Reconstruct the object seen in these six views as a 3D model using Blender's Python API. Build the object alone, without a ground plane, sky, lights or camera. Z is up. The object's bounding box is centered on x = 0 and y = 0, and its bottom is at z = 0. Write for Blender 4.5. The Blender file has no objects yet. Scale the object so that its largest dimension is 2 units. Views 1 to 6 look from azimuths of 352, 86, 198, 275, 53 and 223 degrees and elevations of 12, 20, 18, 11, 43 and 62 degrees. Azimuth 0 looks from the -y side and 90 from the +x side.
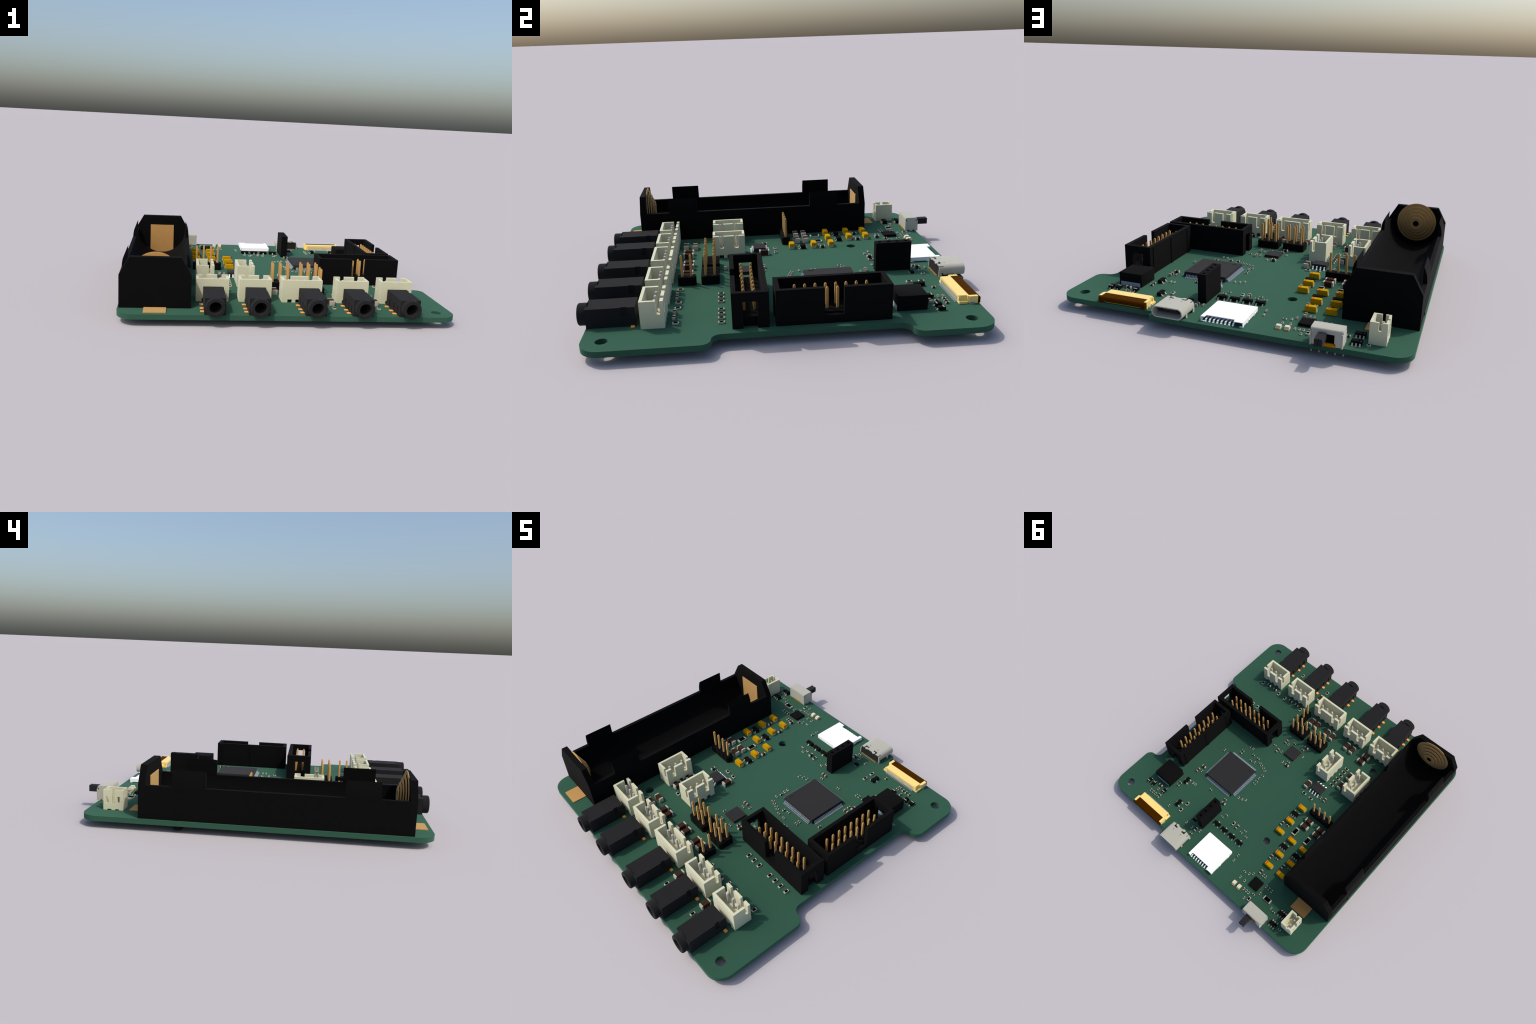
"""Populated green circuit board: battery cradle, audio jacks, box headers, wire
sockets, chips and small parts.  Everything is laid out in millimetres on the
board (x to the right, y away from the jacks, z up from the board's top face)
and scaled to the 2 m frame by S."""
import bpy, bmesh, math
from mathutils import Matrix

S = 2.0 / 106.5                    # metres per millimetre
OX, OY, OZ = -50.0, -51.34, 3.47    # board corner relative to the frame origin, mm
LIFT = 0.03                        # parts stand a hair above the solder mask

# ------------------------------------------------------------------ materials
MATS = {}


def material(name, colour, rough=1.0, metal=1.0, vary=0.06, grain=40.0):
    m = bpy.data.materials.new(name)
    m.use_nodes = True
    nt = m.node_tree
    b = nt.nodes["Principled BSDF"]
    b.inputs["Roughness"].default_value = rough
    b.inputs["Metallic"].default_value = metal
    tc = nt.nodes.new("ShaderNodeTexCoord")
    noise = nt.nodes.new("ShaderNodeTexNoise")
    noise.inputs["Scale"].default_value = grain
    noise.inputs["Detail"].default_value = 3.0
    nt.links.new(tc.outputs["Object"], noise.inputs["Vector"])
    ramp = nt.nodes.new("ShaderNodeValToRGB")
    lo = [c * (1 - vary) for c in colour]
    hi = [min(1.0, c * (1 + vary)) for c in colour]
    ramp.color_ramp.elements[0].position = 0.3
    ramp.color_ramp.elements[1].position = 0.7
    ramp.color_ramp.elements[0].color = (*lo, 1)
    ramp.color_ramp.elements[1].color = (*hi, 1)
    nt.links.new(noise.outputs["Fac"], ramp.inputs["Fac"])
    nt.links.new(ramp.outputs["Color"], b.inputs["Base Color"])
    MATS[name] = m
    return m


# every finish is a fully rough, metallic-type coat: dark faces stay dark in shade,
# all faces lift a little at grazing angles
material("solder_mask_green", (0.083, 0.206, 0.141), vary=0.015, grain=6)
material("holder_black", (0.0160, 0.0157, 0.0157), vary=0.03)
material("connector_black", (0.0185, 0.018, 0.018), vary=0.03)
material("jack_black", (0.050, 0.050, 0.051), vary=0.03)
material("chip_black", (0.075, 0.075, 0.076), vary=0.02)
material("matt_black", (0.0195, 0.019, 0.019), vary=0.03)
material("resistor_black", (0.0065, 0.0068, 0.0078), vary=0.03)
material("ferrite_grey", (0.060, 0.060, 0.061), vary=0.04)
material("lever_black", (0.066, 0.066, 0.070), vary=0.03)
material("natural_nylon", (0.777, 0.770, 0.625), vary=0.01)
material("pin_gold", (0.708, 0.504, 0.215), vary=0.02)
material("contact_gold", (0.68, 0.47, 0.205), vary=0.02)
material("copper_tab", (0.98, 0.60, 0.20), vary=0.015)
material("tin_grey", (0.66, 0.645, 0.58), vary=0.02)
material("pin_silver", (0.67, 0.67, 0.67), vary=0.015)
material("lead_steel", (0.50, 0.56, 0.62), vary=0.02)
material("lead_white", (1.0, 1.0, 1.0), vary=0.005)
material("card_socket_white", (0.97, 0.97, 0.97), vary=0.005)
material("socket_shade_tinted", (0.52, 0.54, 0.57), vary=0.015)  # white interior, colour darkened and blued for the shadow under the lid
material("led_gold", (0.82, 0.57, 0.22), vary=0.02)
material("shell_grey", (0.645, 0.638, 0.572), vary=0.01)
material("ceramic_brown", (0.118, 0.060, 0.040), vary=0.04)
material("alumina_cream", (0.72, 0.69, 0.58), vary=0.015)
material("tantalum_amber", (0.70, 0.475, 0.006), vary=0.02)
material("marking_orange", (0.73, 0.18, 0.022), vary=0.02)
material("ribbon_cream", (0.95, 0.82, 0.41), vary=0.01)
material("ribbon_brown", (0.125, 0.042, 0.0008), vary=0.02)
material("lens_cream", (0.80, 0.80, 0.69), vary=0.01)
material("base_ochre", (0.67, 0.37, 0.004), vary=0.02)
material("pad_russet", (0.38, 0.06, 0.035), vary=0.03)
material("marking_grey", (0.58, 0.53, 0.46), vary=0.02)


# --------------------------------------------------------------- mesh builder
class Build:
    """Collects solids (millimetres) with one material per solid."""

    def __init__(self):
        self.bm = bmesh.new()
        self.mats = []

    def _slot(self, mat):
        if mat not in self.mats:
            self.mats.append(mat)
        return self.mats.index(mat)

    def _take(self, tmp, mat):
        slot = self._slot(mat)
        bmesh.ops.recalc_face_normals(tmp, faces=tmp.faces[:])
        vm = {v: self.bm.verts.new(v.co) for v in tmp.verts}
        for f in tmp.faces:
            try:
                nf = self.bm.faces.new([vm[v] for v in f.verts])
                nf.material_index = slot
            except ValueError:
                pass
        tmp.free()

    def box(self, x0, x1, y0, y1, z0, z1, mat, bevel=0.0, seg=2, taper=None):
        t = bmesh.new()
        bmesh.ops.create_cube(t, size=1.0)
        for v in t.verts:
            top = v.co.z > 0
            x = x1 if v.co.x > 0 else x0
            y = y1 if v.co.y > 0 else y0
            if taper and top:
                x += -taper if v.co.x > 0 else taper
                y += -taper if v.co.y > 0 else taper
            v.co = (x, y, z1 if top else z0)
        if bevel:
            bmesh.ops.bevel(t, geom=t.edges[:], offset=bevel, segments=seg, affect='EDGES', profile=0.5)
        self._take(t, mat)
        return self

    def prism(self, pts, axis, a0, a1, mat, caps=True):
        """Extrude a 2D outline along an axis: 'x' takes (y,z), 'y' (x,z), 'z' (x,y)."""
        t = bmesh.new()

        def put(p, a):
            return {'x': (a, p[0], p[1]), 'y': (p[0], a, p[1]), 'z': (p[0], p[1], a)}[axis]
        lo = [t.verts.new(put(p, a0)) for p in pts]
        hi = [t.verts.new(put(p, a1)) for p in pts]
        n = len(pts)
        for i in range(n):
            t.faces.new((lo[i], lo[(i + 1) % n], hi[(i + 1) % n], hi[i]))
        if caps:
            t.faces.new(lo)
            t.faces.new(hi)
        self._take(t, mat)
        return self

    def lathe(self, prof, axis, centre, mat, seg=40, closed=False):
        """Turn (radius, height) points round an axis through centre."""
        t = bmesh.new()
        rings = []
        for r, h in prof:
            ring = []
            if r < 1e-6:
                k = 1
            else:
                k = seg
            for i in range(k):
                a = 2 * math.pi * i / seg
                u, w = r * math.cos(a), r * math.sin(a)
                p = {'x': (h, u, w), 'y': (u, h, w), 'z': (u, w, h)}[axis]
                ring.append(t.verts.new([p[j] + centre[j] for j in range(3)]))
            rings.append(ring)
        pairs = list(zip(rings[:-1], rings[1:]))
        if closed:
            pairs.append((rings[-1], rings[0]))
        for a, b in pairs:
            for i in range(seg):
                j = (i + 1) % seg
                if len(a) == 1 and len(b) == 1:
                    break
                if len(a) == 1:
                    t.faces.new((a[0], b[i], b[j]))
                elif len(b) == 1:
                    t.faces.new((a[i], a[j], b[0]))
                else:
                    t.faces.new((a[i], a[j], b[j], b[i]))
        self._take(t, mat)
        return self

    def plate(self, outer, holes, z0, z1, mat, axis='z'):
        """Flat plate with holes cut right through; outline in xy, or in xz for axis 'y'."""
        t = bmesh.new()
        edges = []
        for loop in [outer] + holes:
            vs = [t.verts.new((p[0], p[1], z1)) for p in loop]
            edges += [t.edges.new((vs[i], vs[(i + 1) % len(vs)])) for i in range(len(vs))]
        bmesh.ops.triangle_fill(t, edges=edges, use_beauty=True, use_dissolve=False)
        top = t.faces[:]
        ex = bmesh.ops.extrude_face_region(t, geom=top)
        bmesh.ops.translate(t, verts=[g for g in ex["geom"] if isinstance(g, bmesh.types.BMVert)], vec=(0, 0, z0 - z1))
        if axis == 'y':
            for v in t.verts:
                v.co = (v.co.x, v.co.z, v.co.y)
        self._take(t, mat)
        return self

    def mesh(self, name, smooth=True):
        me = bpy.data.meshes.new(name)
        bmesh.ops.scale(self.bm, vec=(S, S, S), verts=self.bm.verts[:])
        self.bm.to_mesh(me)
        self.bm.free()
        for m in self.mats:
            me.materials.append(MATS[m])
        if smooth:
            me.shade_smooth()
            me.set_sharp_from_angle(angle=math.radians(32))
        return me


def circle(cx, cy, r, n=40):
    return [(cx + r * math.cos(2 * math.pi * i / n), cy + r * math.sin(2 * math.pi * i / n)) for i in range(n)]


def arc(cx, cy, r, a0, a1, n=10):
    return [(cx + r * math.cos(math.radians(a0 + (a1 - a0) * i / n)),
             cy + r * math.sin(math.radians(a0 + (a1 - a0) * i / n))) for i in range(n + 1)]


ROOT = bpy.data.objects.new("circuit_board", None)
bpy.context.scene.collection.objects.link(ROOT)
ROOT["label"] = "green circuit board with battery holder, connectors and tiny chips"
ROOT["category"] = "circuit board"


def place(name, me, x=0.0, y=0.0, z=0.0, rot=0.0, parent=None, kind=None):
    """Put a mesh on the board (mm).  With a parent part, x/y/z are in its own frame."""
    o = bpy.data.objects.new(name, me)
    bpy.context.scene.collection.objects.link(o)
    if parent is None:
        o.parent = ROOT
        o.location = ((OX + x) * S, (OY + y) * S, (OZ + z) * S)
    else:
        o.parent = parent
        o.location = (x * S, y * S, z * S)
    o.rotation_euler = (0, 0, math.radians(rot))
    if kind:
        o["kind"] = kind
    return o


# ---------------------------------------------------------------------- board
edge_y = 97.4                      # the ribbon side is set back from y = 100
outline = (arc(5, 5, 5, 180, 270) + arc(95, 5, 5, 270, 360)
           + arc(97.5, 27.6, 2.5, 0, 90) + arc(97.5, 32.6, 2.5, 270, 180)
           + arc(97.5, 74.8, 2.5, 180, 90) + arc(97.5, 79.8, 2.5, 270, 360)
           + arc(95, edge_y - 5, 5, 0, 90)
           + [(70.0, edge_y), (69.9, edge_y + 0.1)] + arc(69.2, 99.3, 0.7, 0, 90, 5)
           + arc(5, 95, 5, 90, 180))
holes = [circle(x, y, 1.5) for x, y in ((94.95, 4.9), (94.9, 92.35), (37.45, 74.85), (25.8, 24.3))]
place("board", Build().plate(outline, holes, -1.5, 0.0, "solder_mask_green").mesh("board"))


# ------------------------------------------------------------- battery holder
def battery_holder():
    hw, wall, r, cz = 10.3, 9.65, 9.1, 9.45
    y0, y1, t = 6.05, 82.95, 1.97
    b = Build()
    trough = ([(-hw, 0), (hw, 0), (hw, wall), (r, wall)] + arc(0, cz, r, 0, -180, 40) + [(-r, wall), (-hw, wall)])
    b.prism(trough, 'y', y0 + t, y1 - t, "holder_black", caps=False)
    end = [(-hw, 0), (hw, 0), (hw, 9.7), (7.33, 14.95), (-7.33, 14.95), (-hw, 9.7)]
    b.prism(end, 'y', y0, y0 + t, "holder_black")
    b.prism(end, 'y', y1 - t, y1, "holder_black")
    claw = [(hw - 0.02, 9.55), (hw - 0.1, 10.8), (hw - 0.32, 12.1), (hw - 0.72, 13.2), (hw - 1.22, 14.3), (hw - 1.22, 9.55)]
    for sx in (1, -1):
        for a in (15.75, 63.8):
            b.prism([(sx * p[0], p[1]) for p in claw], 'y', a, a + 9.55, "holder_black")
    peg = [(0, -3.15), (0.8, -2.98), (1.35, -2.6), (1.6, -2.0), (1.6, 0.5)]
    b.lathe(peg, 'z', (-8.9, 71.7, 0), "holder_black", seg=24)
    b.lathe(peg, 'z', (8.9, 17.3, 0), "holder_black", seg=24)
    o = place("battery_holder", b.mesh("battery_holder"), 10.7, 0, LIFT)

    # conical spring: five flat turns stepping out from the end wall
    sp = Build()
    for k in range(5):
        ro = 7.0 - 1.15 * k
        ri = ro - 1.28 if k < 4 else 1.05
        y = 7.9 + 0.55 * k
        sp.lathe([(ri, y), (ro - 0.06, y), (ro, y + 0.08), (ro, y + 0.16), (ro - 0.1, y + 0.24), (ri, y + 0.24)],
                 'y', (0, 0, 9.15), "contact_gold", seg=64, closed=True)
    place("spring_contact", sp.mesh("spring_contact"), parent=o)
    c = Build()
    c.box(-4.55, 4.55, y1 - t - 0.2, y1 - t + 0.05, 0.3, 11.35, "contact_gold")
    place("plate_contact", c.mesh("plate_contact"), parent=o)
    tab = Build().box(-3.2, 3.2, -2.5, 2.3, 0, 0.25, "contact_gold").mesh("solder_tab")
    place("solder_tab", tab, 0, 3.78, 0, parent=o)
    place("solder_tab", tab, 0, 85.3, 0, parent=o)


battery_holder()


# ------------------------------------------------------------------ audio jack
def audio_jacks():
    b = Build()
    hw, zc, h = 3.05, 2.6, 5.0
    # body in slices along the bore: side slots by the three terminals, a notch on the far side
    bore = circle(0, zc, 1.76, 40)

    def section(slot, notch):
        p = [(hw, 0)]
        p += [(hw, 2.65), (hw - 0.38, 2.65), (hw - 0.38, h)] if notch else [(hw, h)]
        p += [(-hw, h)]
        p += [(-hw, 2.65), (-hw + 0.5, 2.65), (-hw + 0.5, 0)] if slot else [(-hw, 0)]
        return p
    cuts = ((0, 1.87, 0, 0), (1.87, 2.53, 1, 0), (2.53, 4.87, 0, 0), (4.87, 5.53, 1, 0), (5.53, 8.6, 0, 0),
            (8.6, 8.87, 0, 1), (8.87, 9.53, 1, 1), (9.53, 10.0, 0, 1), (10.0, 12.0, 0, 0))
    for y0, y1, slot, notch in cuts:
        b.plate(section(slot, notch), [bore] if y1 < 10.5 else [], y0, y1, "jack_black", axis='y')
    b.lathe([(1.75, 10.05), (1.75, -1.96), (1.83, -2.04), (2.6, -2.04), (2.78, -1.81), (2.78, 0.25)], 'y', (0, 0, zc), "jack_black", seg=56)
    for y in (3.5, 8.5):
        b.lathe([(0, -1.3), (0.5, -1.3), (0.6, -1.1), (0.6, 0.2)], 'z', (0, y, 0), "jack_black", seg=20)
    body = b.mesh("audio_jack")
    term = Build().box(-0.6, 0.6, -0.48, 0.48, 0, 0.28, "copper_tab", bevel=0.05, seg=1).mesh("jack_terminal")
    for cx in (84.77, 70.80, 56.86, 40.43, 27.69):
        o = place("audio_jack", body, cx, 0.12, LIFT)
        for dx, y in ((-3.5, 2.95), (-3.5, 5.95), (-3.5, 9.95), (3.45, 11.2)):
            place("jack_terminal", term, dx, y, 0, parent=o)


audio_jacks()


# -------------------------------------------------------------- wire connectors
def slot_wall(x0, x1, z0, z1, slots, feet, zb=3.1):
    """Wall outline: open slots from the top (round bottoms), notches along the foot."""
    pts = [(x0, z0)]
    for fx, fw, fh in feet:
        pts += [(fx - fw / 2, z0), (fx - fw / 2, z0 + fh), (fx + fw / 2, z0 + fh), (fx + fw / 2, z0)]
    pts += [(x1, z0), (x1, z1)]
    for cx, w in sorted(slots, reverse=True):
        rr = min(0.45, w / 2 - 0.02)
        pts += [(cx + w / 2, z1)]
        pts += arc(cx + w / 2 - rr, zb + rr, rr, 0, -90, 5)
        pts += arc(cx - w / 2 + rr, zb + rr, rr, -90, -180, 5)
        pts += [(cx - w / 2, z1)]
    pts += [(x0, z1)]
    return pts


def wire_socket(n):
    """Shrouded wire-to-board socket, 2.5 mm pitch: solid back wall at y=0, slotted front at y=5.75."""
    L = 2.5 * (n - 1) + 4.9
    h, d, w = 7.03, 5.75, 0.75
    b = Build()
    pins = [2.5 * (i - (n - 1) / 2) for i in range(n)]
    feet = [(p, 1.4, 0.95) for p in pins]
    e = 1.25 * (n - 1) - 0.2
    b.prism(slot_wall(-L / 2, L / 2, 0, h, [(-e, 1.4), (e, 1.4)], feet), 'y', d - 0.82, d, "natural_nylon")
    b.prism(slot_wall(-L / 2, L / 2, 0, h, [], feet), 'y', 0, w, "natural_nylon")
    for sx in (-1, 1):
        x0, x1 = sorted((sx * L / 2, sx * (L / 2 - w)))
        b.prism(slot_wall(w, d - 0.82, 0, h, [(4.42, 1.0)], [], zb=3.5), 'x', x0, x1, "natural_nylon")
    b.box(-L / 2 + w, L / 2 - w, w, d - 0.82, 0.95, 2.3, "natural_nylon")
    return b.mesh("wire_socket"), pins


def round_pin(top, bottom, half, mat):
    b = Build()
    b.box(-half, half, -half, half, bottom, top, mat, bevel=half * 0.6, seg=3)
    return b.mesh("socket_pin")


socket_pin = round_pin(6.5, -3.47 - LIFT, 0.32, "pin_silver")
SOCKETS = {3: wire_socket(3), 4: wire_socket(4)}
for cx, cy, n, rot in ((85.03, 13.4, 3, 0), (71.03, 13.4, 3, 0), (55.08, 13.4, 4, 0), (40.6, 13.4, 3, 0), (27.55, 13.4, 3, 0),
                       (36.55, 35.45, 3, -90), (23.25, 35.45, 3, -90)):
    me, pins = SOCKETS[n]
    o = place("wire_socket", me, cx, cy, LIFT, rot)
    for p in pins:
        place("socket_pin", socket_pin, p, 3.45, 0, parent=o)


def battery_socket():
    """Two-way lead socket with end slots and a windowed side (faces -x)."""
    d, L, h, w = 4.5, 5.9, 6.03, 0.55
    b = Build()
    m = "natural_nylon"
    b.prism([(0, 0), (L, 0), (L, h), (0, h)], 'x', d - 0.75, d, m)
    # windowed wall: strips round the two windows and the centre slot
    c = L / 2
    for s in (-1, 1):
        def yy(a, bb):
            return sorted((c + s * a, c + s * bb))
        ya, yb = yy(0.45, L / 2)
        b.prism([(ya, 2.1), (yb, 2.1), (yb, 2.25), (ya, 2.25)], 'x', 0, w, m)
        a0, a1 = yy(0.45, 1.25)
        b.prism([(a0, 2.25), (a1, 2.25), (a1, 4.1), (a0, 4.1)], 'x', 0, w, m)
        a0, a1 = yy(2.05, L / 2)
        b.prism([(a0, 2.25), (a1, 2.25), (a1, 4.1), (a0, 4.1)], 'x', 0, w, m)
        ya, yb = yy(0.45, L / 2)
        b.prism([(ya, 4.1), (yb, 4.1), (yb, h), (ya, h)], 'x', 0, w, m)
    b.prism([(0, 0), (1.2, 0), (1.2, 0.3), (2.4, 0.3), (2.4, 0), (3.5, 0), (3.5, 0.3), (4.7, 0.3), (4.7, 0), (L, 0), (L, 2.1), (0, 2.1)],
            'x', 0, w, m)
    for y0 in (0, L - w):
        b.prism(slot_wall(w, d - 0.75, 0, h, [(1.85, 0.85)], [], zb=3.7), 'y', y0, y0 + w, m)
    b.box(w, d - 0.75, w, L - w, 0.4, 1.7, m)
    o = place("battery_socket", b.mesh("battery_socket"), 7.05, 89.3, LIFT)
    pin = round_pin(4.9, -3.3, 0.25, "pin_silver")
    for y in (1.95, 3.95):
        place("socket_pin", pin, 1.7, y, 0, parent=o)


battery_socket()


# ------------------------------------------------------------------ box headers
def square_pin(top, bottom, half=0.32):
    b = Build()
    t = half * 0.45
    tmp = bmesh.new()
    levels = [(t, bottom), (half, bottom + 0.35), (half, top - 0.35), (t, top)]
    rings = []
    for hw, z in levels:
        c = hw * 0.22
        pts = [(hw, -hw + c), (hw, hw - c), (hw - c, hw), (-hw + c, hw), (-hw, hw - c), (-hw, -hw + c), (-hw + c, -hw), (hw - c, -hw)]
        rings.append([tmp.verts.new((x, y, z)) for x, y in pts])
    for a, bb in zip(rings[:-1], rings[1:]):
        for i in range(8):
            tmp.faces.new((a[i], a[(i + 1) % 8], bb[(i + 1) % 8], bb[i]))
    tmp.faces.new(rings[0])
    tmp.faces.new(rings[-1])
    b._take(tmp, "pin_gold")
    return b.mesh("header_pin")


def box_headers():
    """Shrouded 2x8 header; local x along the pins, keyed wall at y=0, pins 3.07 and 5.61 in."""
    L, D, h, w = 27.94, 8.8, 9.1, 1.14
    m = "connector_black"
    b = Build()
    c = L / 2
    key = 2.35
    b.prism([(0, 0), (L, 0), (L, h), (c + key, h), (c + key, 2.1), (c - key, 2.1), (c - key, h), (0, h)], 'y', 0, w, m)
    b.prism([(0, 0), (L, 0), (L, h), (0, h)], 'y', D - w, D, m)
    for x0 in (0, L - w):
        b.prism([(w, 0), (2.6, 0), (2.6, 6.8), (6.15, 6.8), (6.15, 0), (D - w, 0), (D - w, h), (w, h)], 'x', x0, x0 + w, m)
    b.box(w, L - w, w, D - w, 0.1, 2.55, m)
    for x in (2.4, c, L - 2.4):
        b.box(x - 0.55, x + 0.55, D - 0.05, D + 0.18, 0.02, h - 0.5, m)
    body = b.mesh("box_header")
    pin = square_pin(8.05, -3.0)
    for x, y, rot in ((65.05, 35.2, 0), (92.9, 45.6, 90)):
        o = place("box_header", body, x, y, LIFT, rot)
        for i in range(8):
            for row in (3.07, 5.61):
                if rot:
                    row += 0.24
                place("header_pin", pin, 5.08 + 2.54 * i, row, 0, parent=o)


box_headers()


# -------------------------------------------------------------------- pin strips
def strip_outline(nx, ny, p=2.54, c=0.42):
    """Moulded strip seen from above: one octagonal cell per pin."""
    pts = []
    for i in range(nx):
        pts += [(i * p + (c if i == 0 else 0.1), 0), ((i + 1) * p - (c if i == nx - 1 else 0.1), 0)]
        if i < nx - 1:
            pts += [((i + 1) * p - 0.08, 0.28), ((i + 1) * p + 0.08, 0.28)]
    pts += [(nx * p, c)]
    pts += [(nx * p, ny * p - c)]
    for i in reversed(range(nx)):
        pts += [((i + 1) * p - (c if i == nx - 1 else 0.1), ny * p), (i * p + (c if i == 0 else 0.1), ny * p)]
        if i > 0:
            pts += [(i * p + 0.08, ny * p - 0.28), (i * p - 0.08, ny * p - 0.28)]
    pts += [(0, ny * p - c), (0, c)]
    return pts


strip_pin = square_pin(8.75, -3.0)


def pin_strip(nx, ny, x, y, rot=0):
    b = Build()
    b.prism(strip_outline(nx, ny), 'z', 0, 2.5, "connector_black")
    o = place("pin_strip", b.mesh("pin_strip"), x, y, LIFT, rot)
    for i in range(nx):
        for j in range(ny):
            place("header_pin", strip_pin, 1.27 + 2.54 * i, 1.27 + 2.54 * j, 0, parent=o)


pin_strip(3, 2, 48.13 - 1.27, 28.47 - 1.27)
pin_strip(3, 2, 57.6 - 1.27, 28.47 - 1.27)
pin_strip(2, 1, 62.7 + 1.27, 21.95 - 1.27, 90)
pin_strip(4, 1, 23.9 - 1.27, 54.25 - 1.27)


def socket_strip():
    b = Build()
    sq = [[(1.25 + dx, 1.27 + 2.54 * i + dy) for dx, dy in ((-0.42, -0.42), (0.42, -0.42), (0.42, 0.42), (-0.42, 0.42))] for i in range(4)]
    box = [(0, 0), (2.5, 0), (2.5, 10.16), (0, 10.16)]
    b.plate(box, sq, 7.6, 8.5, "connector_black")
    b.box(0, 2.5, 0, 10.16, 0, 7.6, "connector_black")
    o = place("socket_strip", b.mesh("socket_strip"), 58.85, 77.13, LIFT)
    leg = Build().box(-0.25, 0.25, -0.15, 0.15, -3.0, 0.2, "pin_gold").mesh("socket_leg")
    for i in range(4):
        place("socket_leg", leg, 1.25, 1.27 + 2.54 * i, 0, parent=o)


socket_strip()


# ---------------------------------------------------------------------- chips
def gull(b, w, shoulder, reach, z, t, mat, side, pos, foot=0.5, slope=0.25):
    """One gull-wing lead: leaves the body at `shoulder`, ends at `reach`; side is '+x','-x','+y' or '-y'."""
    k = reach - foot
    prof = [(shoulder, z), (k - slope, z), (k, 0.0), (reach, 0.0), (reach, t), (k + t * 0.8, t), (k - slope + t * 0.9, z + t), (shoulder, z + t)]
    s = 1 if side[0] == '+' else -1
    pts = [(s * u, v) for u, v in prof]
    b.prism(pts, 'y' if side[1] == 'x' else 'x', pos - w / 2, pos + w / 2, mat)


def chip_body(b, hx, hy, z0, z1, mat, draft=0.12):
    """Moulded body with a parting line: both halves lean in by `draft`."""
    zm = (z0 + z1) / 2
    t = bmesh.new()
    rings = []
    for d, z in ((draft, z0), (0, zm), (draft, z1)):
        rings.append([t.verts.new(p) for p in ((-hx + d, -hy + d, z), (hx - d, -hy + d, z), (hx - d, hy - d, z), (-hx + d, hy - d, z))])
    for a, c in zip(rings[:-1], rings[1:]):
        for i in range(4):
            t.faces.new((a[i], a[(i + 1) % 4], c[(i + 1) % 4], c[i]))
    t.faces.new(rings[0])
    t.faces.new(rings[-1])
    b._take(t, mat)


def processor():
    b = Build()
    chip_body(b, 7.0, 7.0, 0.1, 1.5, "chip_black", 0.16)
    b.plate([(-6.84, -6.84), (6.84, -6.84), (6.84, 6.84), (-6.84, 6.84)], [circle(-5.0, -4.75, 0.85, 28)], 1.495, 1.62, "chip_black")
    b.lathe([(0, 1.51), (0.84, 1.51)], 'z', (-5.0, -4.75, 0), "chip_black", seg=28)
    o = place("processor_chip", b.mesh("processor_chip"), 67.4, 63.1, LIFT)
    q = Build()
    for i in range(25):
        p = 0.5 * (i - 12)
        for side in ('+x', '-x', '+y', '-y'):
            gull(q, 0.23, 6.9, 8.05, 0.68, 0.14, "lead_steel", side, p, slope=0.5)
    place("chip_leads", q.mesh("chip_leads", smooth=False), parent=o, kind="stuff")


processor()


def driver_chip():
    b = Build()
    chip_body(b, 2.5, 1.93, 0.12, 1.6, "chip_black", 0.14)
    o = place("driver_chip", b.mesh("driver_chip"), 37.0, 45.15, LIFT)
    for side in (1, -1):
        for i in range(4):
            q = Build()
            gull(q, 0.42, 0, 1.15, 0.75, 0.2, "lead_white", '+y', 0, foot=0.55)
            if i == 0 and side == 1:
                lead = q.mesh("chip_lead", smooth=False)
            ob = place("chip_lead", lead, 1.27 * (i - 1.5), side * 1.85, 0, 0 if side == 1 else 180, parent=o)


driver_chip()


def flat_chip(x, y, half, mat, n, pitch):
    b = Build()
    b.box(-half, half, -half, half, 0.1, 0.88, mat, bevel=0.04, seg=1)
    o = place("flat_chip", b.mesh("flat_chip"), x, y, LIFT)
    q = Build()
    for i in range(n):
        p = pitch * (i - (n - 1) / 2)
        for s in (-1, 1):
            a, c = sorted((s * (half - 0.3), s * (half + 0.02)))
            q.box(a, c, p - 0.12, p + 0.12, 0.0, 0.2, "pad_russet")
            q.box(p - 0.12, p + 0.12, a, c, 0.0, 0.2, "pad_russet")
    place("chip_pads", q.mesh("chip_pads", smooth=False), parent=o, kind="stuff")


flat_chip(55.2, 39.7, 2.5, "chip_black", 10, 0.45)
flat_chip(28.65, 89.7, 2.0, "matt_black", 7, 0.5)


def small_package(hx, hy, h, front, back, mat="matt_black", lw=0.4, reach=1.25, lead="tin_grey", pitch=0.95):
    """Small-outline package, long axis x; `front` leads on +y, `back` on -y (positions in pitches)."""
    b = Build()
    chip_body(b, hx, hy, 0.1, h, mat, 0.1)
    for p in front:
        gull(b, lw, hy - 0.1, reach, h * 0.45, 0.14, lead, '+y', p * pitch, foot=0.4)
    for p in back:
        gull(b, lw, hy - 0.1, reach, h * 0.45, 0.14, lead, '-y', p * pitch, foot=0.4)
    return b


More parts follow.
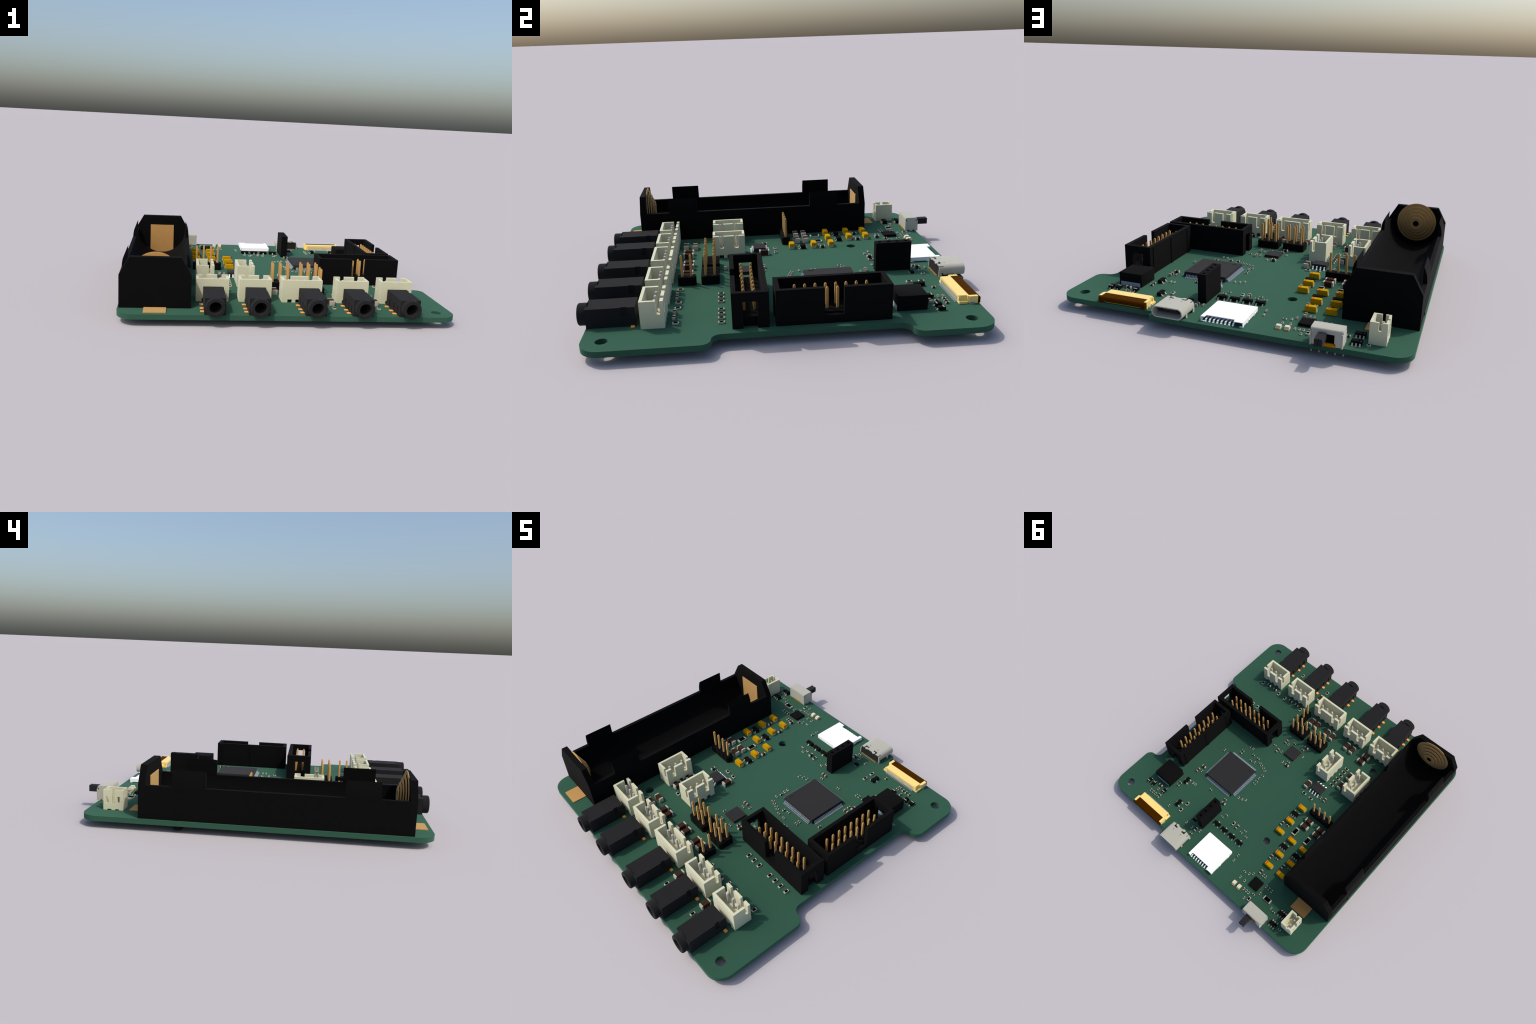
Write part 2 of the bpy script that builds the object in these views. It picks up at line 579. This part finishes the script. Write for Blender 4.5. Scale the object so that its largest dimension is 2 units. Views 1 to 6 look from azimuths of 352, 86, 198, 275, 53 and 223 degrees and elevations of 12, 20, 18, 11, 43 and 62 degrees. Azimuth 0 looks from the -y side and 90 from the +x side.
transistor = small_package(1.46, 0.68, 1.05, (-1, 1), (0,)).mesh("transistor")
for x, y, r in ((78.35, 77.05, 90), (73.65, 86.05, 90), (56.1, 82.25, 0), (52.25, 82.25, 0), (48.4, 82.25, 0), (44.55, 82.25, 0)):
    place("transistor", transistor, x, y, LIFT, r)
regulator = small_package(1.46, 0.82, 1.15, (-1, 0, 1), (-1, 1), reach=1.4).mesh("regulator")
for x, y in ((36.6, 59.25), (30.75, 72.05), (24.8, 72.05)):
    place("regulator", regulator, x, y, LIFT)
gate_body = small_package(1.46, 0.82, 1.15, (-1, 0, 1), (-1, 0, 1), reach=1.4)
gate_body.lathe([(0, 1.165), (0.13, 1.165)], 'z', (-1.1, 0.5, 0), "marking_grey", seg=14)
gate = gate_body.mesh("gate_chip")
for x, y in ((14.1, 91.75), (14.15, 96.45)):
    place("gate_chip", gate, x, y, LIFT)
tiny = small_package(0.8, 0.62, 0.58, (-1, 0, 1), (-1, 0, 1), lw=0.22, reach=0.82, pitch=0.5).mesh("tiny_chip")
place("tiny_chip", tiny, 63.8, 87.0, LIFT)


def diodes():
    b = Build()
    chip_body(b, 0.9, 0.66, 0.1, 1.0, "matt_black", 0.08)
    b.box(0.28, 0.62, -0.585, 0.585, 0.96, 1.012, "marking_grey")
    gull(b, 0.32, 0.8, 1.3, 0.4, 0.13, "tin_grey", '+x', 0, foot=0.3)
    gull(b, 0.32, 0.8, 1.3, 0.4, 0.13, "tin_grey", '-x', 0, foot=0.3)
    me = b.mesh("diode")
    for x, y, r in ((89.5, 86.75, 90), (87.2, 86.65, -90), (81.7, 86.3, 90)):
        place("diode", me, x, y, LIFT, r)


diodes()


def power_inductor():
    b = Build()
    b.box(-3.72, 3.72, -3.8, 3.8, 0.02, 4.0, "matt_black", bevel=0.16, seg=3)
    o = place("power_inductor", b.mesh("power_inductor"), 85.17, 79.7, LIFT)
    e = Build().box(-3.2, 3.2, -0.1, 0.1, 0.0, 1.25, "lead_steel").mesh("inductor_terminal")
    place("inductor_terminal", e, 0, 3.76, 0, parent=o)
    place("inductor_terminal", e, 0, -3.76, 0, parent=o)


power_inductor()


# ----------------------------------------------------------------- chip passives
def chip_part(L, W, H, cap, body, end="tin_grey", resistor=False):
    b = Build()
    e = 0.012
    if resistor:
        b.box(-L / 2 + 0.03, L / 2 - 0.03, -W / 2 + e, W / 2 - e, 0.02, H - 0.04, "alumina_cream")
        b.box(-L / 2 + cap * 0.9, L / 2 - cap * 0.9, -W / 2 + 0.06, W / 2 - 0.06, H - 0.05, H - 0.005, "resistor_black")
    else:
        b.box(-L / 2 + 0.04, L / 2 - 0.04, -W / 2 + 0.03, W / 2 - 0.03, 0.03, H - 0.03, body)
    bev = min(0.1, H * 0.12)
    for s in (-1, 1):
        x0, x1 = sorted((s * L / 2, s * (L / 2 - cap)))
        b.box(x0, x1, -W / 2, W / 2, 0, H, end, bevel=bev, seg=2)
    return b


def scatter(name, me, items):
    for x, y, o in items:
        place(name, me, x, y, LIFT, {'x': 0, 'y': 90, 'd': 45}[o])


resistor_small = chip_part(1.0, 0.52, 0.36, 0.25, None, resistor=True).mesh("resistor")
resistor_mid = chip_part(1.6, 0.84, 0.47, 0.32, None, resistor=True).mesh("resistor")
resistor_large = chip_part(3.15, 1.6, 0.6, 0.46, None, resistor=True).mesh("resistor")
capacitor_small = chip_part(1.0, 0.52, 0.52, 0.27, "ceramic_brown").mesh("capacitor")
capacitor_mid = chip_part(1.6, 0.84, 0.84, 0.36, "ceramic_brown").mesh("capacitor")
capacitor_large = chip_part(3.2, 1.62, 1.6, 0.5, "ceramic_brown").mesh("capacitor")
bead = chip_part(1.6, 0.84, 0.84, 0.36, "ferrite_grey").mesh("ferrite_bead")

scatter("resistor", resistor_small, [
    (75.8, 76.2, 'y'), (74.7, 76.1, 'y'), (65.5, 89.7, 'y'), (62.4, 89.8, 'y'), (68.85, 48.7, 'y'),
    (57.4, 55.4, 'x'), (57.5, 58.9, 'x'), (57.5, 60.2, 'x'), (57.8, 68.8, 'y'), (56.3, 68.4, 'y'), (55.0, 67.7, 'y'),
    (56.9, 78.9, 'x'), (56.0, 77.3, 'x'), (46.9, 78.8, 'x'), (46.1, 77.3, 'x'), (44.2, 78.9, 'x'), (63.2, 41.5, 'x'),
    (51.1, 38.1, 'y'), (55.7, 45.3, 'y'), (62.1, 51.8, 'd'), (60.9, 52.3, 'd'), (59.5, 52.7, 'd'), (58.2, 53.2, 'd'),
    (41.2, 88.6, 'y'), (35.1, 89.1, 'x'), (33.3, 88.6, 'y'), (34.9, 91.7, 'y'), (32.7, 91.7, 'y'), (30.8, 94.0, 'y'),
    (29.6, 94.0, 'y'), (28.5, 94.0, 'y'), (26.8, 93.2, 'x'), (28.5, 96.4, 'y'), (18.6, 92.7, 'y'), (11.2, 96.4, 'x')])
scatter("resistor", resistor_mid, [
    (70.9, 84.1, 'y'), (70.9, 87.5, 'y'), (51.6, 78.0, 'y'), (39.9, 50.1, 'x'), (36.5, 50.2, 'x'),
    (77.8, 7.4, 'y'), (63.95, 7.4, 'y'), (88.2, 21.55, 'y'), (79.4, 21.55, 'y'), (75.9, 21.55, 'y'), (67.1, 21.55, 'y'),
    (26.9, 95.5, 'y')]
    + [(34.2, 30.65 + 1.9 * i, 'x') for i in range(6)]
    + [(x, 32.63, 'y') for x in (71.53, 74.08, 76.62, 81.66, 84.2, 86.74, 89.28)])
scatter("resistor", resistor_large, [(21.7, 91.3, 'x'), (31.7, 64.65, 'y'), (25.8, 64.65, 'y')])
scatter("capacitor", capacitor_small, [
    (86.1, 89.45, 'y'), (84.8, 89.45, 'y'), (83.5, 89.45, 'y'), (84.2, 87.3, 'y'), (81.85, 88.5, 'x'), (81.85, 89.8, 'x'),
    (79.6, 80.8, 'x'), (79.6, 79.4, 'x'), (77.0, 70.1, 'y'), (68.4, 73.6, 'x'), (75.7, 89.4, 'y'), (77.05, 57.0, 'y'),
    (61.1, 72.8, 'x'), (58.9, 88.9, 'y'), (60.9, 91.7, 'x'), (71.2, 52.2, 'x'), (71.2, 53.5, 'x'), (70.15, 48.8, 'y'),
    (66.6, 50.8, 'x'), (64.0, 50.8, 'x'), (65.7, 53.5, 'x'), (63.9, 53.1, 'y'), (57.7, 57.2, 'y'), (59.2, 42.1, 'y'),
    (59.3, 37.7, 'y'), (57.6, 35.6, 'x'), (53.3, 35.6, 'x'), (53.9, 43.8, 'x'), (33.6, 47.4, 'y'), (41.3, 86.2, 'y'),
    (32.1, 87.6, 'y'), (29.0, 85.55, 'y'), (27.9, 85.5, 'y'), (25.2, 88.0, 'y'), (23.9, 88.0, 'y'), (22.6, 88.0, 'y'),
    (25.2, 91.4, 'y'), (16.9, 93.2, 'x'), (35.5, 64.7, 'x'), (29.6, 77.5, 'x'), (23.6, 77.5, 'x')])
scatter("capacitor", capacitor_mid, [
    (84.6, 85.4, 'x'), (77.8, 68.1, 'x'), (78.5, 70.7, 'y'), (60.4, 74.5, 'x'), (49.5, 78.1, 'y'), (60.8, 42.7, 'y'),
    (60.8, 37.2, 'y'), (52.7, 34.0, 'x'), (53.3, 45.4, 'x'), (31.9, 47.1, 'y'), (85.4, 20.95, 'x'), (82.0, 20.95, 'x'),
    (73.0, 20.95, 'x'), (69.6, 20.95, 'x'), (30.5, 85.1, 'y')])
scatter("capacitor", capacitor_large, [
    (58.95, 23.15, 'y'), (56.3, 23.1, 'y'), (50.95, 23.1, 'y'), (48.05, 23.15, 'y'), (40.75, 22.6, 'y'), (37.9, 22.65, 'y'),
    (31.75, 21.5, 'x'), (32.0, 24.5, 'x'), (31.05, 32.8, 'y'), (31.2, 38.2, 'y'), (41.3, 46.4, 'y'), (64.0, 11.85, 'y'),
    (77.8, 11.85, 'y'), (30.3, 58.2, 'x'), (30.3, 61.0, 'x'), (24.5, 58.2, 'x'), (24.5, 60.9, 'x')])
scatter("ferrite_bead", bead, [(60.6, 89.4, 'y'), (37.7, 65.5, 'y'), (31.7, 78.3, 'y'), (25.75, 78.3, 'y')])


def tantalum():
    b = Build()
    m = "tantalum_amber"
    # side view: bevelled cathode end (+x), widest line low down
    side = [(-1.6, 0.12), (1.6, 0.12), (1.6, 0.85), (1.45, 1.7), (-1.45, 1.7), (-1.6, 0.85)]
    t = bmesh.new()
    hw = {0.12: 0.82, 0.85: 0.86, 1.7: 0.74}
    lo = [t.verts.new((x, -hw[z], z)) for x, z in side]
    hi = [t.verts.new((x, hw[z], z)) for x, z in side]
    n = len(side)
    for i in range(n):
        t.faces.new((lo[i], lo[(i + 1) % n], hi[(i + 1) % n], hi[i]))
    t.faces.new((lo[0], lo[1], lo[2], lo[5]))
    t.faces.new((lo[5], lo[2], lo[3], lo[4]))
    t.faces.new((hi[0], hi[1], hi[2], hi[5]))
    t.faces.new((hi[5], hi[2], hi[3], hi[4]))
    b._take(t, m)
    b.box(0.72, 1.18, -0.735, 0.735, 1.66, 1.708, "marking_orange")
    u = [(-0.6, 0), (0.6, 0), (0.6, 0.95), (0.22, 0.95), (0.22, 0.55), (-0.22, 0.55), (-0.22, 0.95), (-0.6, 0.95)]
    for s in (-1, 1):
        x0, x1 = sorted((s * 1.55, s * 1.68))
        b.prism(u, 'x', x0, x1, "tin_grey")
        x0, x1 = sorted((s * 0.9, s * 1.55))
        b.box(x0, x1, -0.6, 0.6, 0, 0.12, "tin_grey")
    me = b.mesh("tantalum_capacitor")
    for x, ys in ((36.05, (55.7, 62.85, 68.5)), (30.05, (68.5, 75.6, 81.3)), (24.25, (68.5, 75.6, 81.3))):
        for y in ys:
            place("tantalum_capacitor", me, x, y, LIFT)


tantalum()


def indicator_lights():
    b = Build()
    b.box(-0.62, 0.62, -0.98, 0.98, 0.02, 0.32, "lens_cream")
    b.prism([(-0.80, 0.32), (0.80, 0.32), (0.58, 0.95), (-0.58, 0.95)], 'x', -0.62, 0.62, "lens_cream")
    for s in (-1, 1):
        y0, y1 = sorted((s * 0.72, s * 1.02))
        b.box(-0.64, 0.64, y0, y1, 0, 0.34, "led_gold")
    me = b.mesh("indicator_light")
    for x in (34.95, 32.6):
        place("indicator_light", me, x, 94.7, LIFT)


indicator_lights()


# --------------------------------------------------------------- card socket
def card_socket():
    x0, x1, y0, y1, h = 43.5, 55.4, 86.85, 98.15, 1.4
    W, D = x1 - x0, y1 - y0
    m = "card_socket_white"
    b = Build()
    n0, n1, nd = 2.7, 10.75, 1.2
    top = [(0.25, 0), (W - 0.25, 0), (W, 0.25), (W, D), (n1 + 0.15, D), (n1, D - nd), (n0, D - nd), (n0 - 0.15, D), (0, D), (0, 0.25)]
    b.prism(top, 'z', h - 0.2, h, m)
    # folded sides and back, with small feet
    side = [(0.3, 0.25), (2.2, 0.25), (2.3, 0.0), (3.2, 0.0), (3.3, 0.25), (7.2, 0.25), (7.3, 0.0), (8.2, 0.0), (8.3, 0.25),
            (D - 0.9, 0.25), (D - 0.8, 0.0), (D, 0.0), (D, h - 0.2), (0.3, h - 0.2)]
    b.prism(side, 'x', 0, 0.2, m)
    b.prism(side, 'x', W - 0.2, W, m)
    back = [(0.3, 0.2), (W - 0.3, 0.2), (W - 0.3, h - 0.2), (0.3, h - 0.2)]
    b.prism(back, 'y', 0.0, 0.2, m)
    b.box(0.25, W - 0.25, 0.25, D - 2.3, 0.1, h - 0.21, "socket_shade_tinted")
    for a in (0.2, W - 1.0):
        b.box(a, a + 0.8, D - 0.4, D - 0.02, 0.0, 0.15, m)
    for a in (2.0, 6.4):                       # side springs standing proud
        b.box(-0.13, 0.05, a, a + 0.7, 0.35, 0.6, m)
    o = place("card_socket", b.mesh("card_socket"), x0, y0, LIFT)
    q = Build()
    gull(q, 0.42, 0, 0.85, 0.5, 0.16, "lead_white", '+y', 0, foot=0.4)
    q.box(-0.21, 0.21, -1.75, 0.02, 0.5, 0.66, "lead_white")
    lead = q.mesh("socket_lead", smooth=False)
    for i in range(8):
        place("socket_lead", lead, 2.8 + 1.11 * i, D - 0.75, 0, parent=o)
    g = Build()                                # contact bumps pressed in the lid
    for i in range(8):
        g.box(2.5 + 1.05 * i, 3.2 + 1.05 * i, 2.4, 2.48, h - 0.01, h + 0.02, "lead_white")
    place("lid_bumps", g.mesh("lid_bumps", smooth=False), parent=o, kind="stuff")


card_socket()


# ----------------------------------------------------------------- power inlet
def power_inlet():
    """Rounded-oval metal port, open towards +y."""
    m = "shell_grey"
    hw, z0, z1, r, t = 4.47, 0.12, 3.34, 1.45, 0.3

    def oval(g):
        h, a, c, rr = hw - g, z0 + g, z1 - g, r - g
        return (arc(h - rr, a + rr, rr, -90, 0, 8) + arc(h - rr, c - rr, rr, 0, 90, 8)
                + arc(-h + rr, c - rr, rr, 90, 180, 8) + arc(-h + rr, a + rr, rr, 180, 270, 8))
    out, inn = oval(0), oval(t)
    b = Build()
    tmp = bmesh.new()
    yb, yf, yd = 1.35, 7.45, 1.4
    n = len(out)
    ring = []
    for pts, y in ((out, yb), (out, yf - 0.06), ([((p[0] + q[0]) / 2 + (p[0] - q[0]) * 0.3, (p[1] + q[1]) / 2 + (p[1] - q[1]) * 0.3) for p, q in zip(out, inn)], yf),
                   (inn, yf), (inn, yd)):
        ring.append([tmp.verts.new((p[0], y, p[1])) for p in pts])
    for a, c in zip(ring[:-1], ring[1:]):
        for i in range(n):
            tmp.faces.new((a[i], a[(i + 1) % n], c[(i + 1) % n], c[i]))
    b._take(tmp, m)
    # rear edge of the shell: tabs between cut-outs, cheeks and legs
    b.prism([(-1.15, 1.4), (-1.15, 0.75), (-2.0, 0.75), (-2.35, 0.3), (-2.05, -0.15), (-1.5, -0.2), (-0.9, 0.2), (0.9, 0.2), (1.5, -0.2),
             (2.05, -0.15), (2.35, 0.3), (2.0, 0.75), (1.15, 0.75), (1.15, 1.4)], 'z', z1 - 0.28, z1 - 0.01, m)
    for s in (-1, 1):
        b.box(*sorted((s * 2.7, s * 3.1)), 0.05, 1.4, z1 - 0.3, z1 - 0.01, m)
        b.lathe([(0, z1 + 0.006), (0.16, z1 + 0.006), (0.2, z1 - 0.02)], 'z', (s * 1.78, 2.4, 0), "ferrite_grey", seg=14)
    for s in (-1, 1):
        x0, x1 = sorted((s * (hw - 0.02), s * (hw - 0.3)))
        b.box(x0, x1, 0.1, 0.95, -1.4, 1.9, m)
        b.box(x0, x1, 0.9, 1.4, 1.2, 2.0, m)
        b.box(x0 + s * 0.03, x1 + s * 0.03, 4.35, 5.05, -1.4, 1.9, m)
        c = [(s * (hw - 1.45 + 1.45 * math.sin(math.radians(k))), z1 - 1.45 + 1.45 * math.cos(math.radians(k))) for k in range(0, 91, 15)]
        ci = [(s * (hw - 1.45 + 1.15 * math.sin(math.radians(k))), z1 - 1.45 + 1.15 * math.cos(math.radians(k))) for k in range(90, -1, -15)]
        b.prism(c + ci, 'y', 0.15, 1.4, m)
    o = place("power_inlet", b.mesh("power_inlet"), 64.02, 93.15, LIFT)
    k = Build()
    k.box(-4.05, 4.05, 0.12, 1.5, 0.05, 3.02, "ferrite_grey", bevel=0.06, seg=1)
    k.box(-3.4, 3.4, 1.42, 6.2, 1.42, 2.05, "ferrite_grey", bevel=0.1, seg=1)
    place("inlet_insulator", k.mesh("inlet_insulator"), parent=o)
    g = Build()
    for i in range(12):
        x = -3.2 + 6.4 * i / 11
        g.box(x - 0.15, x + 0.15, -0.35, 0.2, 0, 0.16, "contact_gold")
        if i not in (1, 10):
            g.box(x * 0.86 - 0.12, x * 0.86 + 0.12, 3.0, 6.0, 2.04, 2.09, "contact_gold")
    place("inlet_contacts", g.mesh("inlet_contacts", smooth=False), parent=o, kind="stuff")


power_inlet()


# ------------------------------------------------------------- ribbon connector
def ribbon_connector():
    cx = 79.5
    m = "ribbon_cream"
    b = Build()
    b.box(-6.62, 6.62, 0, 2.65, 0.05, 2.0, m)
    b.box(-6.62, 6.62, 2.65, 4.7, 0.05, 0.75, m)
    for s in (-1, 1):
        x0, x1 = sorted((s * 6.62, s * 7.5))
        b.box(x0, x1, 0.0, 2.2, 0.05, 0.62, m)
        b.prism([(s * 6.62, 2.2), (s * 7.1, 2.2), (s * 7.5, 2.65), (s * 7.5, 4.75), (s * 6.62, 4.75)], 'z', 0.05, 2.0, m)
        b.box(*sorted((s * 6.62, s * 6.95)), 0.0, 0.45, 0.62, 1.7, m)
    o = place("ribbon_connector", b.mesh("ribbon_connector"), cx, 92.15, LIFT)
    k = Build()
    k.prism([(2.66, 0.76), (4.85, 0.76), (5.5, 0.55), (5.5, 1.55), (5.2, 1.85), (4.6, 1.95), (2.72, 1.95)], 'x', -6.6, 6.6, "ribbon_brown")
    for s in (-1, 1):
        x0, x1 = sorted((s * 6.0, s * 6.58))
        k.box(x0, x1, 4.9, 5.48, 0.02, 0.56, "ribbon_brown")
        x0, x1 = sorted((s * 6.6, s * 7.25))
        k.prism([(4.8, 0.02), (5.5, 0.02), (5.5, 1.55), (5.2, 1.85), (4.8, 1.9)], 'x', x0, x1, "ribbon_brown")
    place("ribbon_latch", k.mesh("ribbon_latch"), parent=o)
    q = Build()
    for i in range(24):
        x = 0.505 * (i - 11.5)
        q.box(x - 0.11, x + 0.11, -0.05, 0.3, 0.1, 1.45, "lead_steel")
        q.box(x - 0.11, x + 0.11, -0.65, 0.1, 0.0, 0.15, "lead_steel")
    place("ribbon_leads", q.mesh("ribbon_leads", smooth=False), parent=o, kind="stuff")
    e = Build().box(-0.2, 0.2, -0.5, 0.5, 0, 0.5, "lead_steel").mesh("anchor_tab")
    place("anchor_tab", e, 7.52, 3.4, 0, parent=o)
    place("anchor_tab", e, -7.52, 3.4, 0, parent=o)


ribbon_connector()


# ------------------------------------------------------------------ slide switch
def slide_switch():
    m = "shell_grey"
    hx, D, h, t = 4.12, 4.15, 4.65, 0.3
    b = Build()
    # folded steel cover: roof with rounded long edges, ends, back and windowed front
    roof = ([(0, h - 0.55)] + arc(0.55, h - 0.55, 0.55, 180, 90, 6) + arc(D - 0.55, h - 0.55, 0.55, 90, 0, 6)
            + [(D, h - 0.55), (D - t, h - 0.55), (D - t, h - 0.75), (t, h - 0.75), (t, h - 0.55)])
    b.prism(roof, 'x', -hx + 0.08, hx - 0.08, m)
    for s in (-1, 1):
        x0, x1 = sorted((s * hx, s * (hx - t)))
        end = [(0.0, 0.0), (0.75, 0.0), (0.85, 0.35), (1.2, 0.45), (1.5, 0.05), (2.5, 0.05), (2.8, 0.45), (3.1, 0.35), (3.25, 0.0), (D + 0.15, 0.0),
               (D + 0.15, h - 0.95), (D - 0.35, h - 0.75), (0.35, h - 0.75), (0, h - 0.95)]
        b.prism(end, 'x', x0, x1, m)
        cap = [(0.35, h - 0.75), (D - 0.35, h - 0.75), (D - 0.6, h - 0.3), (0.6, h - 0.3)]
        b.prism(cap, 'x', x0, x1, m)
    b.prism([(-hx + t, 0.2), (-2.2, 0.2), (-2.2, 0.55), (2.2, 0.55), (2.2, 0.2), (hx - t, 0.2), (hx - t, h - 0.55), (-hx + t, h - 0.55)], 'y', 0.0, t, m)
    b.prism([(-hx + t, 0.2), (-2.35, 0.2), (-2.35, 0.9), (-2.0, 1.2), (-2.0, 3.35), (2.2, 3.35), (2.2, 0.75), (2.7, 0.6), (2.7, 0.2),
             (hx - t, 0.2), (hx - t, h - 0.55), (-hx + t, h - 0.55)], 'y', D - t, D, m)
    for s in (-1, 1):                          # punched corner holes
        for y in (0.42, D - 0.42):
            x0, x1 = sorted((s * (hx - 0.2), s * (hx + 0.015)))
            b.box(x0, x1, y - 0.17, y + 0.17, h - 1.12, h - 0.78, "resistor_black")
    o = place("slide_switch", b.mesh("slide_switch"), 20.92, 96.35, LIFT)
    k = Build()
    k.box(-hx + t + 0.02, hx - t - 0.02, t + 0.02, D - t - 0.3, 0.9, h - 0.8, "resistor_black")
    place("switch_slider_bed", k.mesh("switch_slider_bed"), parent=o)
    k = Build()
    k.box(-2.3, 2.3, -0.06, D + 0.02, 0.05, 0.52, "base_ochre")
    k.box(-2.1, 2.6, t + 0.1, D - 0.05, 0.4, 0.85, "base_ochre")
    place("switch_base", k.mesh("switch_base"), parent=o)
    k = Build()
    y0, y1 = 2.5, 8.23
    plan = [(-1.03, y0), (1.03, y0), (1.03, y1), (0.3, y1), (0.0, y1 - 0.45), (-0.3, y1), (-1.03, y1)]
    k.prism(plan, 'z', 1.68, 3.65, "lever_black")
    place("switch_lever", k.mesh("switch_lever"), 1.02, 0, 0, parent=o)
    pin = Build()
    pin.box(-0.2, 0.2, -0.15, 0.15, -2.85, 0.3, "tin_grey", bevel=0.09, seg=2)
    pm = pin.mesh("switch_pin")
    for i in range(5):
        place("switch_pin", pm, -4.0 + 2.04 * i, 2.08, 0, parent=o)


slide_switch()
